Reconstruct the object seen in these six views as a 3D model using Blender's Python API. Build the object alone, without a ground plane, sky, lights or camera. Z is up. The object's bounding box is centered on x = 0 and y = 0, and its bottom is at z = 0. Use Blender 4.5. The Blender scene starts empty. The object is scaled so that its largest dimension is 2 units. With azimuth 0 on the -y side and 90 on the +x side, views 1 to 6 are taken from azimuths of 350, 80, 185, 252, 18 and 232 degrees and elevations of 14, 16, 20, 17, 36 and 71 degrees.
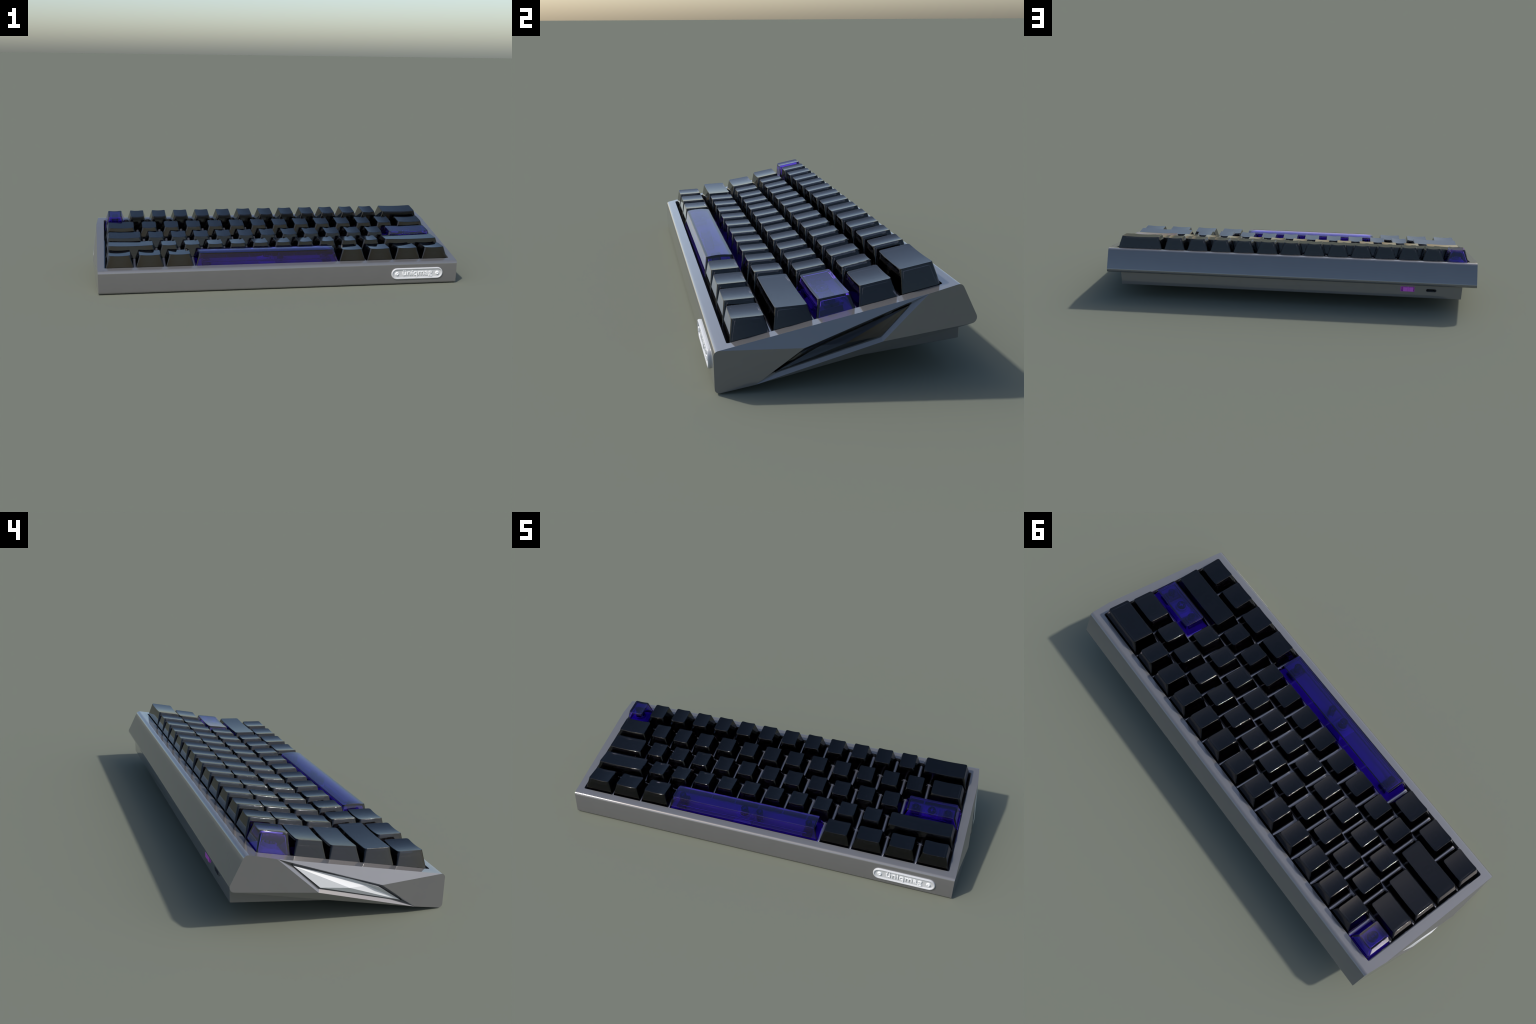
# Compact mechanical keyboard: faceted metal case, smoked and violet translucent keycaps.
import bpy, bmesh, math
from mathutils import Matrix, Vector

# ------------------------------------------------------------------ frame
TILT = math.radians(12.2)          # the whole keyboard leans up towards the back
ORIGIN = Vector((0.0, -0.3665, -0.0005))   # front lower edge of the case
FRAME = Matrix.Translation(ORIGIN) @ Matrix.Rotation(TILT, 4, 'X')   # local x, s (depth), t (height)
U = 0.125                          # one key unit
RIM = 0.1205                       # height of the case top
PLATE = 0.1075                     # top of the mounting plate
CAP0 = 0.1087                      # lower edge of the keycaps


# ------------------------------------------------------------------ materials
def material(name, base, rough, metal=0.0, trans=0.0, ior=1.5, coat=0.0, grain=0.0, grain_scale=60.0,
             rough_var=0.0, spec=0.5):
    m = bpy.data.materials.new(name)
    m.use_nodes = True
    nt = m.node_tree
    b = nt.nodes["Principled BSDF"]
    b.inputs["Base Color"].default_value = (*base, 1)
    b.inputs["Roughness"].default_value = rough
    b.inputs["Metallic"].default_value = metal
    b.inputs["Transmission Weight"].default_value = trans
    b.inputs["IOR"].default_value = ior
    b.inputs["Coat Weight"].default_value = coat
    b.inputs["Specular IOR Level"].default_value = spec
    if grain or rough_var:
        tc = nt.nodes.new("ShaderNodeTexCoord")
        nz = nt.nodes.new("ShaderNodeTexNoise")
        nz.inputs["Scale"].default_value = grain_scale
        nz.inputs["Detail"].default_value = 4
        nt.links.new(tc.outputs["Object"], nz.inputs["Vector"])
        if grain:
            mix = nt.nodes.new("ShaderNodeMix")
            mix.data_type = 'RGBA'
            mix.inputs[6].default_value = (*[c * (1 - grain) for c in base], 1)
            mix.inputs[7].default_value = (*[min(1, c * (1 + grain)) for c in base], 1)
            nt.links.new(nz.outputs["Fac"], mix.inputs[0])
            nt.links.new(mix.outputs[2], b.inputs["Base Color"])
        if rough_var:
            mr = nt.nodes.new("ShaderNodeMapRange")
            mr.inputs[3].default_value = max(0, rough - rough_var)
            mr.inputs[4].default_value = rough + rough_var
            nt.links.new(nz.outputs["Fac"], mr.inputs[0])
            nt.links.new(mr.outputs[0], b.inputs["Roughness"])
    return m


M_CASE = material("satin_grey_metal", (0.195, 0.192, 0.193), 0.09, metal=0.45, coat=0.6, grain=0.03, grain_scale=14, rough_var=0.01)
M_PLATE = material("plate_metal", (0.42, 0.41, 0.43), 0.25, metal=0.3)
M_SMOKE = material("smoked_plastic", (0.045, 0.042, 0.050), 0.065, trans=1.0, ior=1.46)
M_VIOLET = material("violet_plastic", (0.165, 0.078, 0.64), 0.035, trans=1.0, ior=1.46)
M_SWITCH = material("switch_plastic", (0.32, 0.20, 0.46), 0.40)
M_STEM = material("switch_stem_plastic", (0.34, 0.18, 0.50), 0.35)
M_STAB = material("stabilizer_plastic", (0.10, 0.10, 0.12), 0.4)
M_WIRE = material("stabilizer_steel", (0.35, 0.35, 0.38), 0.25, metal=1.0)
M_WHITE = material("white_enamel", (0.53, 0.54, 0.55), 0.30, grain=0.015, grain_scale=30)
M_LETTER = material("lighter_white", (0.82, 0.83, 0.84), 0.30)
M_PURPLE = material("purple_plastic", (0.64, 0.12, 0.66), 0.35)
M_GEMGLASS = material("smoked_glass", (0.15, 0.155, 0.16), 0.03, trans=1.0, ior=1.46)
M_RUBBER = material("rubber", (0.05, 0.05, 0.052), 0.6)
M_DARK = material("socket_black", (0.01, 0.01, 0.012), 0.4)


# ------------------------------------------------------------------ helpers
root = bpy.data.objects.new("mechanical_keyboard", None)
bpy.context.scene.collection.objects.link(root)
root["label"] = "compact grey metal keyboard with smoked and violet translucent keycaps"
root["category"] = "computer keyboard"


def add(name, mesh, mat=None, matrix=None, parent=None):
    o = bpy.data.objects.new(name, mesh)
    bpy.context.scene.collection.objects.link(o)
    if mat is not None and not mesh.materials:
        mesh.materials.append(mat)
    par = parent or root
    o.parent = par
    o.matrix_parent_inverse = par.matrix_world.inverted() if par is not root else Matrix()
    o.matrix_world = matrix if matrix is not None else FRAME
    return o


def mesh_from(name, verts, faces, smooth_angle=None):
    me = bpy.data.meshes.new(name)
    me.from_pydata([tuple(v) for v in verts], [], faces)
    bm = bmesh.new()
    bm.from_mesh(me)
    bmesh.ops.remove_doubles(bm, verts=bm.verts, dist=1e-6)
    bmesh.ops.recalc_face_normals(bm, faces=bm.faces)
    bm.to_mesh(me)
    bm.free()
    if smooth_angle is not None:
        smooth(me, smooth_angle)
    return me


def smooth(me, angle_deg):
    bm = bmesh.new()
    bm.from_mesh(me)
    for f in bm.faces:
        f.smooth = True
    lim = math.radians(angle_deg)
    for e in bm.edges:
        e.smooth = not (len(e.link_faces) != 2 or e.calc_face_angle(0) > lim)
    bm.to_mesh(me)
    bm.free()


def bake(me, mods, name, angle=None):
    """Apply modifiers [(type, {props})] to a mesh and return the new mesh."""
    o = bpy.data.objects.new("tmp", me)
    bpy.context.scene.collection.objects.link(o)
    for ty, props in mods:
        md = o.modifiers.new(ty, ty)
        for k, v in props.items():
            setattr(md, k, v)
    dg = bpy.context.evaluated_depsgraph_get()
    out = bpy.data.meshes.new_from_object(o.evaluated_get(dg))
    out.name = name
    bpy.data.objects.remove(o)
    if angle is not None:
        smooth(out, angle)
    return out


def box(x0, x1, y0, y1, z0, z1):
    v = [(x, y, z) for z in (z0, z1) for y in (y0, y1) for x in (x0, x1)]
    f = [(0, 1, 3, 2), (4, 6, 7, 5), (0, 4, 5, 1), (2, 3, 7, 6), (0, 2, 6, 4), (1, 5, 7, 3)]
    return v, f


class Builder:
    def __init__(self):
        self.v, self.f = [], []

    def put(self, v, f):
        n = len(self.v)
        self.v += [tuple(p) for p in v]
        self.f += [tuple(i + n for i in q) for q in f]

    def loft(self, rings, close0=False, close1=False):
        n = len(rings[0])
        v = [p for r in rings for p in r]
        f = [(i * n + j, i * n + (j + 1) % n, (i + 1) * n + (j + 1) % n, (i + 1) * n + j)
             for i in range(len(rings) - 1) for j in range(n)]
        if close0:
            f.append(tuple(range(n))[::-1])
        if close1:
            f.append(tuple(range((len(rings) - 1) * n, len(rings) * n)))
        self.put(v, f)

    def mesh(self, name, angle=None):
        me = bpy.data.meshes.new(name)
        me.from_pydata(self.v, [], self.f)
        bm = bmesh.new()
        bm.from_mesh(me)
        bmesh.ops.recalc_face_normals(bm, faces=bm.faces)
        bm.to_mesh(me)
        bm.free()
        if angle is not None:
            smooth(me, angle)
        return me


def rrect(x0, x1, y0, y1, r, n=4, m=6):
    """Closed rounded-rectangle loop: corner arcs of n steps, sides of m steps."""
    pts = []
    cs = [(x1 - r, y0 + r, -90), (x1 - r, y1 - r, 0), (x0 + r, y1 - r, 90), (x0 + r, y0 + r, 180)]
    for k, (cx, cy, a0) in enumerate(cs):
        arc = [(cx + r * math.cos(math.radians(a0 + 90 * i / n)), cy + r * math.sin(math.radians(a0 + 90 * i / n)))
               for i in range(n + 1)]
        pts += arc
        nx, ny, na = cs[(k + 1) % 4]
        b = (nx + r * math.cos(math.radians(na)), ny + r * math.sin(math.radians(na)))
        a = arc[-1]
        ts = [i / m for i in range(1, m)]
        if m > 4:
            ts[0], ts[-1] = 0.025, 0.975
        pts += [(a[0] + (b[0] - a[0]) * q, a[1] + (b[1] - a[1]) * q) for q in ts]
    return pts


def rrect_normals(n=4, m=6):
    """Outward directions matching the points of rrect()."""
    out = []
    for k, a0 in enumerate((-90, 0, 90, 180)):
        out += [(math.cos(math.radians(a0 + 90 * i / n)), math.sin(math.radians(a0 + 90 * i / n))) for i in range(n + 1)]
        a = math.radians(a0 + 90)
        out += [(math.cos(a), math.sin(a))] * (m - 1)
    return out


def circle(cx, cy, r, n=24):
    return [(cx + r * math.cos(2 * math.pi * i / n), cy + r * math.sin(2 * math.pi * i / n)) for i in range(n)]


def fillet(poly, radii, n=6):
    """2D polygon with rounded corners; returns one list of points per corner."""
    out = []
    k = len(poly)
    for i in range(k):
        p, a, b = Vector(poly[i]), Vector(poly[i - 1]), Vector(poly[(i + 1) % k])
        d0, d1 = (a - p).normalized(), (b - p).normalized()
        half = math.acos(max(-1, min(1, d0.dot(d1)))) / 2
        r = radii[i]
        t = r / math.tan(half)
        c = p + (d0 + d1).normalized() * (r / math.sin(half))
        s0, s1 = p + d0 * t - c, p + d1 * t - c
        a0, a1 = math.atan2(s0.y, s0.x), math.atan2(s1.y, s1.x)
        da = (a1 - a0 + math.pi) % (2 * math.pi) - math.pi
        out.append([(c.x + r * math.cos(a0 + da * j / n), c.y + r * math.sin(a0 + da * j / n)) for j in range(n + 1)])
    return out


# ------------------------------------------------------------------ case
X0, XB = 0.972, 1.0                         # half width at the ends and at the side ridges
FB, FT, BT, BB = (-0.0035, -0.0015), (0.0205, RIM), (0.7385, RIM), (0.7705, -0.0055)
A2, B2, C2, D2 = (0.636, RIM), (0.478, 0.028), (0.110, -0.0003), (0.2615, 0.0725)
# gem outline inside the side recess (depth, height)
GA, GB, GC, GD = (0.5755, 0.1020), (0.4755, 0.0440), (0.1700, 0.0185), (0.2700, 0.0640)


def line_dist(p, a, b):
    ax, ay = b[0] - a[0], b[1] - a[1]
    return abs((p[0] - a[0]) * ay - (p[1] - a[1]) * ax) / math.hypot(ax, ay)


def x_front(p):
    return X0 + (XB - X0) * line_dist(p, FB, FT) / line_dist(D2, FB, FT)


def x_back(p):
    return X0 + (XB - X0) * line_dist(p, BB, BT) / line_dist(B2, BB, BT)


def case_mesh():
    cfb, cft, cbt, cbb = None, None, None, None
    corners = fillet([FB, FT, BT, BB], [0.012, 0.017, 0.017, 0.017], 7)
    cfb, cft, cbt, cbb = corners
    loop = ([(p, x_front(p)) for p in cfb] + [(p, x_front(p)) for p in cft] + [(A2, x_back(A2))]
            + [(p, x_back(p)) for p in cbt] + [(p, x_back(p)) for p in cbb] + [(C2, x_front(C2))])
    n = len(loop)
    iA = len(cfb) + len(cft)
    iC = n - 1
    nf, nb = len(cfb), len(cft)
    bld = Builder()
    V = []
    for sgn in (-1, 1):
        V += [(sgn * x, p[0], p[1]) for p, x in loop]
    F = [(i, (i + 1) % n, n + (i + 1) % n, n + i) for i in range(n)]
    for side, sgn in ((0, -1), (1, 1)):
        o = side * n
        iB, iD = len(V), len(V) + 1
        V += [(sgn * XB, *B2), (sgn * XB, *D2)]
        F.append([o + i for i in range(0, iA)] + [iD, o + iC])                       # front panel
        F.append([o + i for i in range(iA, iC)] + [iB])                              # back panel
        F.append([o + iA - 1, o + iA, iD])                                           # upper facet
        F.append([o + iC - 1, o + iC, iB])                                           # lower facet
        # recess: sloping lip, then a straight pocket
        outer = [o + iA, iD, o + iC, iB]
        cen = (sum(p[0] for p in (GA, GB, GC, GD)) / 4, sum(p[1] for p in (GA, GB, GC, GD)) / 4)
        gem = [GA, GD, GC, GB]
        grow = [grow_out(gem, i, 0.0028) for i in range(4)]
        lip_x = [0.975, 0.990, 0.975, 0.990]
        lip = list(range(len(V), len(V) + 4))
        V += [(sgn * lx, *g) for lx, g in zip(lip_x, grow)]
        deep = list(range(len(V), len(V) + 4))
        V += [(sgn * 0.962, *g) for g in grow]
        for i in range(4):
            j = (i + 1) % 4
            F.append([outer[i], outer[j], lip[j], lip[i]])
            F.append([lip[i], lip[j], deep[j], deep[i]])
        F.append(deep)
    return mesh_from("case_body", V, F)


def grow_out(poly, i, d):
    """Corner i of a polygon offset outwards by d."""
    k = len(poly)
    c = Vector((sum(p[0] for p in poly) / k, sum(p[1] for p in poly) / k))
    p, a, b = Vector(poly[i]), Vector(poly[i - 1]), Vector(poly[(i + 1) % k])

    def off(u, w):
        e = (w - u).normalized()
        nn = Vector((-e.y, e.x))
        if nn.dot(c - u) > 0:
            nn = -nn
        return nn
    n1, n2 = off(a, p), off(p, b)
    det = n1.x * n2.y - n1.y * n2.x
    q1, q2 = n1.dot(p) + d, n2.dot(p) + d
    v = Vector(((q1 * n2.y - q2 * n1.y) / det, (n1.x * q2 - n2.x * q1) / det))
    if (v - p).length > 4 * d:
        v = p + (v - p).normalized() * 4 * d
    return (v.x, v.y)


OPEN = (-0.9400, 0.9400, 0.0620, 0.6935)      # key opening in the case top


def cutter(mesh):
    o = bpy.data.objects.new("cutter", mesh)
    bpy.context.scene.collection.objects.link(o)
    return o


def prism_z(loop, z0, z1):
    b = Builder()
    b.loft([[(x, y, z0) for x, y in loop], [(x, y, z1) for x, y in loop]], True, True)
    return b.mesh("prism")


cut = cutter(prism_z(rrect(*OPEN, 0.008, 5, 1), 0.055, 0.2))
# small rounded break of the opening's upper edge
case = bake(case_mesh(), [("BOOLEAN", dict(operation='DIFFERENCE', object=cut, solver='EXACT'))], "case_body", 32)
for p in case.polygons:
    if abs(p.normal.x) > 0.6 and p.center.y < 2:
        p.use_smooth = False
bpy.data.objects.remove(cut)
case_o = add("case_body", case, M_CASE)

# tilted foot wedge under the case
FOOT_X, FS0, FS1 = 0.9025, 0.030, 0.7425
fv = []
for sgn in (-1, 1):
    fv += [(sgn * FOOT_X, FS0, 0.004), (sgn * FOOT_X, FS1 + 0.001, 0.004), (sgn * (FOOT_X - 0.002), FS1 - 0.0165, -0.0735),
           (sgn * FOOT_X, FS0, -0.0010)]
foot = mesh_from("foot", fv, [(0, 1, 2, 3), (4, 7, 6, 5), (0, 4, 5, 1), (1, 5, 6, 2), (2, 6, 7, 3), (3, 7, 4, 0)])
foot = bake(foot, [("BEVEL", dict(width=0.007, segments=4, limit_method='ANGLE', angle_limit=0.6))], "case_foot")
# rear sockets: power switch pocket and charging port
BACK = math.atan2(0.0175, 0.079)             # lean of the foot's rear face in the local frame


def rear_frame(x, t):
    """Frame on the foot's rear face: X along the case, Y up the face, Z out of it."""
    s = FS1 + t * (0.0175 / 0.079) + 0.001
    m = Matrix.Translation((x, s, t)) @ Matrix.Rotation(-BACK, 4, 'X')
    # columns: X = -x (so Z points to +s), Y = up
    return m @ Matrix(((-1, 0, 0, 0), (0, 0, 1, 0), (0, 1, 0, 0), (0, 0, 0, 1)))


SW, PORT = rear_frame(-0.6210, -0.0285), rear_frame(-0.7435, -0.0310)


def in_frame(me, m):
    me.transform(m)
    bm = bmesh.new()
    bm.from_mesh(me)
    bmesh.ops.recalc_face_normals(bm, faces=bm.faces)
    bm.to_mesh(me)
    bm.free()
    return me


c1 = cutter(in_frame(prism_z(rrect(-0.0365, 0.0365, -0.0140, 0.0140, 0.002, 3, 1), -0.016, 0.02), SW))
c2 = cutter(in_frame(prism_z(rrect(-0.0300, 0.0300, -0.0110, 0.0110, 0.0105, 6, 1), -0.065, 0.02), PORT))
foot = bake(foot, [("BOOLEAN", dict(operation='DIFFERENCE', object=c1, solver='EXACT')),
                   ("BOOLEAN", dict(operation='DIFFERENCE', object=c2, solver='EXACT'))], "case_foot", 32)
bpy.data.objects.remove(c1)
bpy.data.objects.remove(c2)
add("case_foot", foot, M_CASE)

# rubber pads under the rear corners of the foot
slope = math.atan2(-0.0725, FS1 - 0.0165 - FS0)
pad = bake(prism_z(rrect(-0.095, 0.095, -0.022, 0.022, 0.010, 5, 1), -0.0065, 0.002),
           [("BEVEL", dict(width=0.0015, segments=2, limit_method='ANGLE', angle_limit=0.8))], "rubber_pad", 32)
pad.materials.append(M_RUBBER)
for sx in (-1, 1):
    add("rubber_pad", pad, None, FRAME @ Matrix.Translation((sx * 0.765, FS0, -0.001)) @ Matrix.Rotation(slope, 4, 'X')
        @ Matrix.Translation((0, 0.640, 0)))

# purple switch: lining of the pocket plus a ridged slider
b = Builder()
o_, i_ = rrect(-0.0362, 0.0362, -0.0137, 0.0137, 0.002, 3, 1), rrect(-0.0345, 0.0345, -0.0122, 0.0122, 0.0015, 3, 1)
b.loft([[(x, y, -0.0155) for x, y in o_], [(x, y, -0.0010) for x, y in o_], [(x, y, -0.0010) for x, y in i_],
        [(x, y, -0.0130) for x, y in i_]], True, True)
psw = add("power_switch", in_frame(b.mesh("power_switch", 32), SW), M_PURPLE)
b = Builder()
prof = [(-0.0230, -0.0125), (-0.0230, 0.0030), (-0.0020, 0.0030), (0.0000, 0.0008), (0.0070, 0.0008), (0.0090, 0.0030),
        (0.0305, 0.0030), (0.0305, -0.0125)]
b.loft([[(x, y, z) for x, z in prof] for y in (-0.0118, 0.0118)], True, True)
add("slider", in_frame(b.mesh("slider", 20), SW), M_PURPLE, parent=psw)
b = Builder()
o_, i_ = rrect(-0.0302, 0.0302, -0.0112, 0.0112, 0.0105, 6, 1), rrect(-0.0270, 0.0270, -0.0082, 0.0082, 0.0080, 6, 1)
b.loft([[(x, y, -0.064) for x, y in o_], [(x, y, 0.0006) for x, y in o_], [(x, y, 0.0006) for x, y in i_],
        [(x, y, -0.062) for x, y in i_]], True, True)
port = add("charging_port", in_frame(b.mesh("charging_port", 32), PORT), M_CASE)
b = Builder()
b.loft([[(x, y, z) for x, y in rrect(-0.0266, 0.0266, -0.0078, 0.0078, 0.0075, 6, 1)] for z in (-0.0615, -0.055)], True, True)
add("port_dark_plug", in_frame(b.mesh("port_dark_plug", 32), PORT), M_DARK, parent=port)  # black plug closing the inner end of the port


# ------------------------------------------------------------------ side gems
def gem_mesh(sgn):
    def P(st, x):
        return (sgn * x, st[0], st[1])
    v = [P(GA, 0.980), P(GB, 0.9965), P(GC, 0.981), P(GD, 0.9985),
         P((0.3745, 0.0530), 0.9998), P((0.3080, 0.0605), 0.9858), P((0.3745, 0.0795), 0.9872)]
    back = [(sgn * 0.9625, p[0], p[1]) for p in (GA, GB, GC, GD)]
    v += back
    f = [(0, 1, 4), (1, 2, 4), (0, 4, 5, 6), (4, 2, 5), (6, 5, 2, 3),
         (0, 7, 8, 1), (1, 8, 9, 2), (2, 9, 10, 3), (3, 10, 7, 0, 6), (7, 10, 9, 8)]
    me = mesh_from("accent_gem", v, f)
    return me


add("accent_gem", gem_mesh(-1), M_WHITE)
add("accent_gem", gem_mesh(1), M_GEMGLASS)

# ------------------------------------------------------------------ name plate on the front
lean = math.atan2(FT[0], FT[1])              # front face leans in the local frame


def front_frame(x, t):
    m = Matrix.Translation((x, FT[0] * t / FT[1], t)) @ Matrix.Rotation(-lean, 4, 'X')
    return m @ Matrix(((1, 0, 0, 0), (0, 0, -1, 0), (0, 1, 0, 0), (0, 0, 0, 1)))


NP = FRAME @ front_frame(0.7445, 0.0600)


def stadium(hl, r, n=14):
    return ([(hl - r + r * math.cos(a), r * math.sin(a)) for a in [math.pi * (i / n - 0.5) for i in range(n + 1)]]
            + [(-(hl - r) + r * math.cos(a), r * math.sin(a)) for a in [math.pi * (i / n + 0.5) for i in range(n + 1)]])


b = Builder()
rings = []
for inset, z in [(0.0, -0.001), (0.0, 0.0055), (0.0008, 0.0080), (0.0028, 0.0095), (0.0055, 0.0095), (0.0075, 0.0080),
                 (0.0085, 0.0050), (0.0090, 0.0042), (0.0105, 0.0040)]:
    rings.append([(x, y, z) for x, y in stadium(0.1465 - inset, 0.0310 - inset)])
b.loft(rings, True, True)
plate_o = add("name_plate", b.mesh("name_plate", 50), M_WHITE, NP)
b = Builder()
R = [(0.0125, 0.003), (0.0120, 0.0050), (0.0100, 0.0052), (0.0098, 0.0085), (0.0085, 0.0098), (0.0060, 0.0098),
     (0.0048, 0.0085), (0.0042, 0.0055)]
b.loft([[(x, y, z) for x, y in circle(0, 0, r, 28)] for r, z in [(q * 0.88, h) for q, h in R]], True, True)
screw = b.mesh("screw", 50)
screw.materials.append(M_LETTER)
for sx in (-1, 1):
    add("screw", screw, None, NP @ Matrix.Translation((sx * 0.1150, 0, 0)), plate_o)
tcu = bpy.data.curves.new("lettering", 'FONT')
tcu.body = "\u00fcniqmag"
tcu.size = 0.0400
tcu.space_character = 1.02
tcu.extrude = 0.0022
tcu.offset = 0.0001
tcu.bevel_depth = 0.0
tcu.align_x = 'CENTER'
to = bpy.data.objects.new("tmp_text", tcu)
bpy.context.scene.collection.objects.link(to)
dg = bpy.context.evaluated_depsgraph_get()
tme = bpy.data.meshes.new_from_object(to.evaluated_get(dg))
bpy.data.objects.remove(to)
xs = [v.co.x for v in tme.vertices]
k = 0.168 / (max(xs) - min(xs))
cx = (max(xs) + min(xs)) / 2
tme.transform(Matrix.Diagonal((k, 1.12, 1.0, 1)) @ Matrix.Translation((-cx, 0, 0)))
add("lettering", tme, M_LETTER, NP @ Matrix.Translation((0.001, -0.0090, 0.0060)), plate_o)

# ------------------------------------------------------------------ plate under the keys
ROW_S = [0.6275 - U * r for r in range(5)]
ROW_S[0] += 0.0025
ROWS = [
    [1] * 13 + [2],
    [1.5] + [1] * 12 + [1.5],
    [1.75] + [1] * 11 + [2.25],
    [2.25] + [1] * 10 + [2.75],
    [1.25] * 3 + [6.25] + [1.25] * 4,
]
VIOLET_KEYS = {(0, 0), (2, 12), (4, 3)}
pv, pf = box(-7.5 * U + 0.0065, 7.5 * U - 0.0065, ROW_S[4] - U / 2 + 0.0065, ROW_S[0] + U / 2 - 0.0080, PLATE - 0.010, PLATE)
add("mounting_plate", mesh_from("mounting_plate", pv, pf), M_PLATE)

# ------------------------------------------------------------------ keycaps
# per row: (front edge offset, back edge offset, front height, back height) of the dished top
TOPS = [(-0.0430, 0.0540, 0.1858, 0.1835), (-0.0385, 0.0545, 0.1703, 0.1680), (-0.0380, 0.0550, 0.1653, 0.1598),
        (-0.0355, 0.0550, 0.1745, 0.1590), (-0.0350, 0.0555, 0.1772, 0.1616)]
STEM_Z = 0.012


def cap_mesh(row, units, space):
    yf, yb, zf, zb = TOPS[row]
    zf, zb = zf - CAP0, zb - CAP0
    hb = units * U / 2 - 0.0030
    ht = units * U / 2 - (0.0250, 0.0240, 0.0238, 0.0235, 0.0235)[row]
    bot = (-hb, hb, -0.0595, 0.0595)
    top = (-ht, ht, yf, yb)
    dish = 0.0036
    crown = 0.0

    def ztop(x, y):
        w = (y - yf) / (yb - yf)
        z = zf + (zb - zf) * w
        if space:
            return z + 0.0045 * (1 - (2 * w - 1) ** 2) + 0.0005
        return z - dish * (1 - (x / ht) ** 2)

    n, m = 4, 8 if units < 3 else 16

    def rect(f, r, inset=0.0):
        q = [bot[i] + (top[i] - bot[i]) * f for i in range(4)]
        return rrect(q[0] + inset, q[1] - inset, q[2] + inset, q[3] - inset, r, n, m)

    def ntop(x, y):
        e = 1e-4
        return Vector(((ztop(x - e, y) - ztop(x + e, y)) / (2 * e), (ztop(x, y - e) - ztop(x, y + e)) / (2 * e), 1)).normalized()

    b = Builder()
    tr = rect(1.0, 0.0085)
    H = [ztop(x, y) for x, y in tr]
    N2 = rrect_normals(n, m)
    br = rect(0.0, 0.0035)
    nside = []
    for (bx, by), (tx, ty), h, (nx, ny) in zip(br, tr, H, N2):
        nside.append(Vector((nx, ny, -(nx * (tx - bx) + ny * (ty - by)) / h)).normalized())
    rings, normals = [], []
    for f in (0.0, 0.04, 0.25, 0.5, 0.75, 0.93):
        rings.append([(x, y, h * f) for (x, y), h in zip(rect(f, 0.0035 + 0.005 * f), H)])
        normals.append(nside)
    R = 0.0011                                   # rounded upper edge
    for k in range(0, 6):
        a = math.pi / 2 * k / 5
        ins = R * (1 - math.cos(a)) * 0.9
        dz = R * (1 - math.sin(a))
        ring = rect(1.0 - 0.02 * (1 - k / 5), 0.0085 - ins * 0.5, ins)
        rings.append([(x, y, ztop(x, y) - dz) for x, y in ring])
        normals.append([(p * math.cos(a) + ntop(x, y) * math.sin(a)).normalized() for p, (x, y) in zip(nside, ring)])
    last = [(p[0], p[1]) for p in rings[-1]]
    cy = (yf + yb) / 2
    for s in (0.95, 0.85, 0.70, 0.52, 0.34, 0.17, 0.05):
        rings.append([(x * s, cy + (y - cy) * s, ztop(x * s, cy + (y - cy) * s)) for x, y in last])
        normals.append([ntop(x * s, cy + (y - cy) * s) for x, y in last])
    wall, roof = 0.0075, 0.0100
    # inner hollow, from the ceiling down to the lower lip
    itop = rect(0.90, 0.004, wall + 0.0025)
    inner = []
    for s in (0.05, 0.5, 0.9, 0.98):
        inner.append([(x * s, cy + (y - cy) * s, ztop(x * s, cy + (y - cy) * s) - roof) for x, y in itop])
    for f in (0.88, 0.6, 0.3, 0.0):
        base = rect(f, 0.003, wall - 0.001 + 0.0035 * f / 0.9)
        inner.append([(x, y, (ztop(xi, yi) - roof) * (f / 0.9)) for (x, y), (xi, yi) in zip(base, itop)])
    b.loft(inner + rings, True, True)            # one closed skin: ceiling, lip, outside
    n_in, n_all = len(inner) * len(tr), (len(inner) + len(rings)) * len(tr)
    # stems: cylinder with a cross-shaped socket
    xs = [0.0]
    if 2 <= units < 3:
        xs += [-0.0783, 0.0783]
    elif space:
        xs += [-0.3281, 0.3281, 0.078]
    for x0 in xs:
        stem(b, x0, 0.0, 0.0182 if x0 == 0 else 0.0165, -0.002 if x0 == 0 else 0.004, min(ztop(x0, -0.018), ztop(x0, 0.018), ztop(0, 0)) - roof - 0.0008)
    me = bpy.data.meshes.new("keycap")
    me.from_pydata(b.v, [], b.f)
    bm = bmesh.new()
    bm.from_mesh(me)
    bmesh.ops.recalc_face_normals(bm, faces=bm.faces)
    bm.to_mesh(me)
    bm.free()
    smooth(me, 38)
    flat = [v for ring in normals for v in ring]
    loops = [(0.0, 0.0, 0.0)] * len(me.loops)
    for p in me.polygons:
        if all(n_in <= v < n_all for v in p.vertices):
            for li in p.loop_indices:
                loops[li] = tuple(flat[me.loops[li].vertex_index - n_in])
    me.normals_split_custom_set(loops)
    return me


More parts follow.
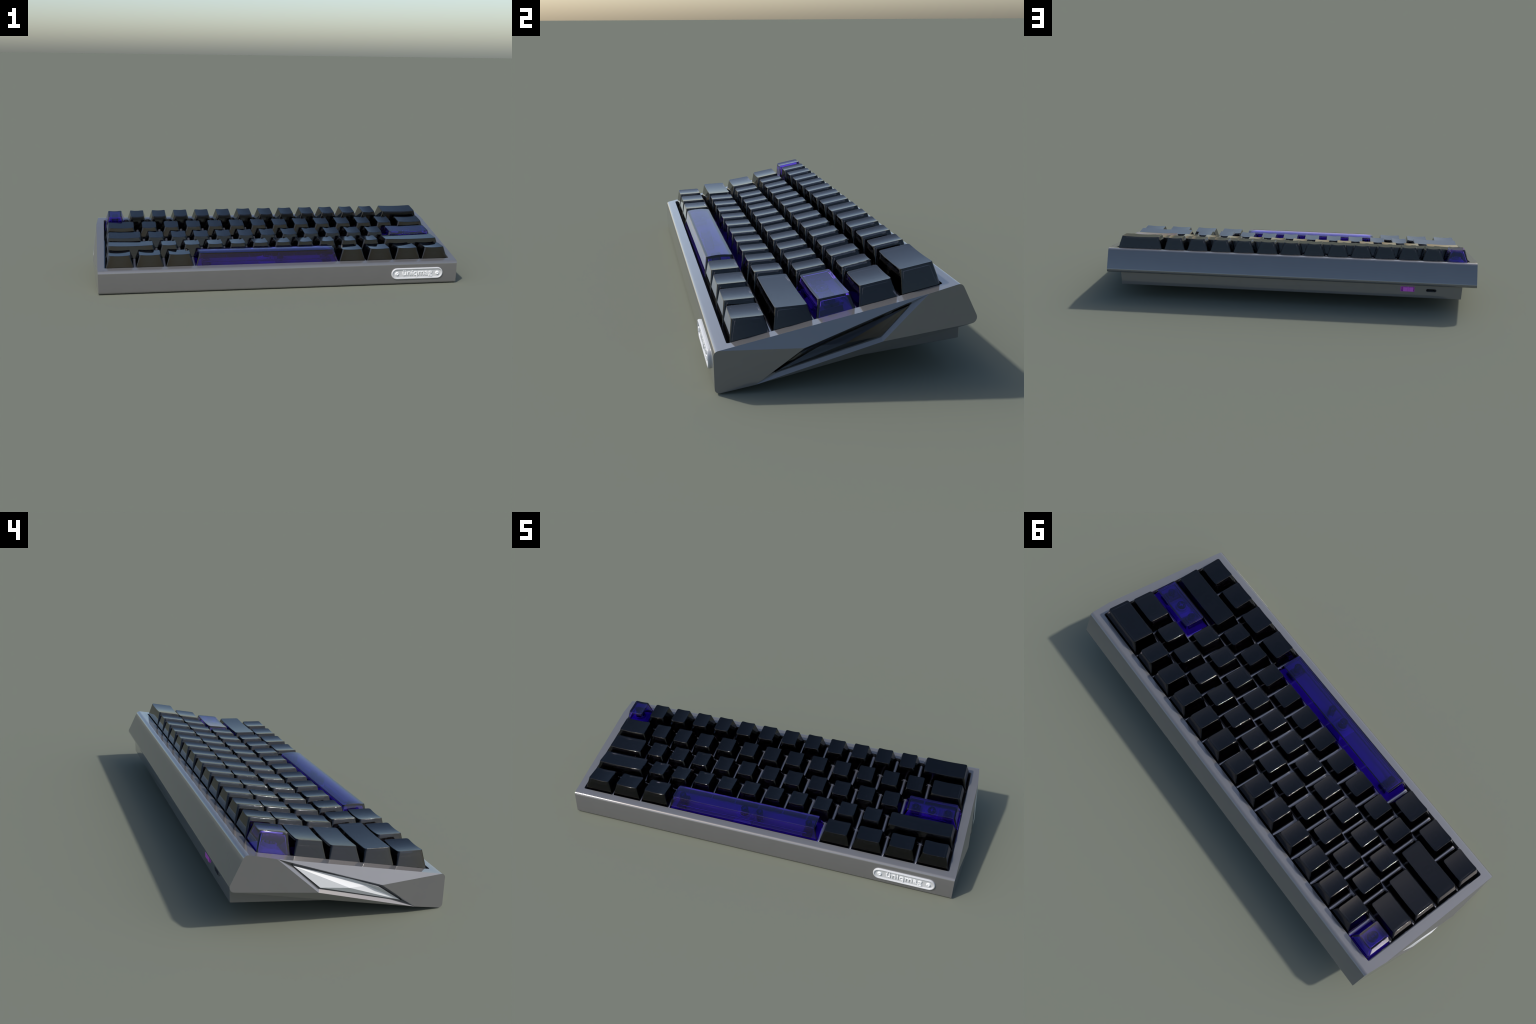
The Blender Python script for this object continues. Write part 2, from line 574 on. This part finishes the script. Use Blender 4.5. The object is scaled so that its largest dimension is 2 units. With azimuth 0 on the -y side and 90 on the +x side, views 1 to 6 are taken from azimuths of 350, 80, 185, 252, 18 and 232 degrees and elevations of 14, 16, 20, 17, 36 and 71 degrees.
def stem(b, cx, cy, r, z0, z1):
    L, w = 0.0130, 0.0042                        # arm length and half width of the cross
    al = math.atan2(w, L)
    angs = []
    for q in range(4):
        base = q * math.pi / 2
        angs += [base - al, base, base + al, base + math.pi / 8 + 0.10, base + math.pi / 4, base + 3 * math.pi / 8 - 0.10]

    def rad(a):
        a = (a + math.pi / 4) % (math.pi / 2) - math.pi / 4
        a = abs(a)
        return L / math.cos(a) if a <= al + 1e-9 else w / math.sin(a)
    out = [(cx + r * math.cos(a), cy + r * math.sin(a)) for a in angs]
    inn = [(cx + rad(a) * math.cos(a), cy + rad(a) * math.sin(a)) for a in angs]
    b.loft([[(x, y, z0) for x, y in out], [(x, y, z1) for x, y in out], [(x, y, z1) for x, y in inn],
            [(x, y, z0) for x, y in inn], [(x, y, z0) for x, y in out]])


# ------------------------------------------------------------------ switch under each cap
def switch_mesh():
    b = Builder()
    lv = [(0.0460, 0.0460, 0.0000), (0.0460, 0.0460, 0.0060), (0.0420, 0.0420, 0.0075), (0.0340, 0.0310, 0.0165), (0.0330, 0.0300, 0.0175)]
    b.loft([[(x, y, z) for x, y in rrect(-hx, hx, -hy, hy, 0.004, 3, 1)] for hx, hy, z in lv], True, True)
    b.loft([[(x, y, z) for x, y in circle(0, 0, r, 28)] for r, z in ((0.0255, 0.0170), (0.0240, 0.0290), (0.0225, 0.0300), (0.0205, 0.0300), (0.0205, 0.0180))],
           False, True)
    me = b.mesh("key_switch", 32)
    me.materials.append(M_SWITCH)
    me.materials.append(M_STEM)
    c = Builder()
    L, w = 0.0126, 0.0039
    plus = [(L, -w), (L, w), (w, w), (w, L), (-w, L), (-w, w), (-L, w), (-L, -w), (-w, -w), (-w, -L), (w, -L), (w, -w)]
    c.loft([[(x, y, z) for x, y in plus] for z in (0.0180, 0.0335)], True, True)
    st = c.mesh("switch_stem", 20)
    st.materials.append(M_STEM)
    return me, st


SWITCH, STEM = switch_mesh()
CAPH = {}


def stab_mesh(half):
    b = Builder()
    for sx in (-1, 1):
        v, f = box(sx * half - 0.022, sx * half + 0.022, -0.040, 0.030, 0, 0.016)
        b.put(v, f)
        v, f = box(sx * half - 0.016, sx * half + 0.016, -0.022, 0.022, 0.0163, 0.025)
        b.put(v, f)
    me = b.mesh("stabilizer")
    me.materials.append(M_STAB)
    c = Builder()
    v, f = [], []
    n = 10
    c.loft([[(x, -0.034 + 0.0035 * math.cos(2 * math.pi * i / n), 0.020 + 0.0035 * math.sin(2 * math.pi * i / n)) for i in range(n)]
            for x in (-half, half)], True, True)
    wi = c.mesh("stabilizer_wire", 40)
    wi.materials.append(M_WIRE)
    return me, wi


cache = {}
stabs = {}
for r, row in enumerate(ROWS):
    x = -7.5
    for i, units in enumerate(row):
        cx = (x + units / 2) * U
        x += units
        space = units > 4
        violet = (r, i) in VIOLET_KEYS
        key = (r, units, violet)
        if key not in cache:
            me = cap_mesh(r, units, space)
            me.materials.clear()
            me.materials.append(M_VIOLET if violet else M_SMOKE)
            cache[key] = me
        name = "space_bar" if space else "keycap"
        add(name, cache[key], None, FRAME @ Matrix.Translation((cx, ROW_S[r], CAP0)))
        sw = add("key_switch", SWITCH, None, FRAME @ Matrix.Translation((cx, ROW_S[r], PLATE - 0.0004)))
        st = add("switch_stem", STEM, None, FRAME @ Matrix.Translation((cx, ROW_S[r], PLATE - 0.0004)), sw)
        if units >= 2:
            half = 0.3281 if space else 0.0783
            if half not in stabs:
                stabs[half] = stab_mesh(half)
            s1 = add("stabilizer", stabs[half][0], None, FRAME @ Matrix.Translation((cx, ROW_S[r], PLATE)))
            add("stabilizer_wire", stabs[half][1], None, FRAME @ Matrix.Translation((cx, ROW_S[r], PLATE)), s1)
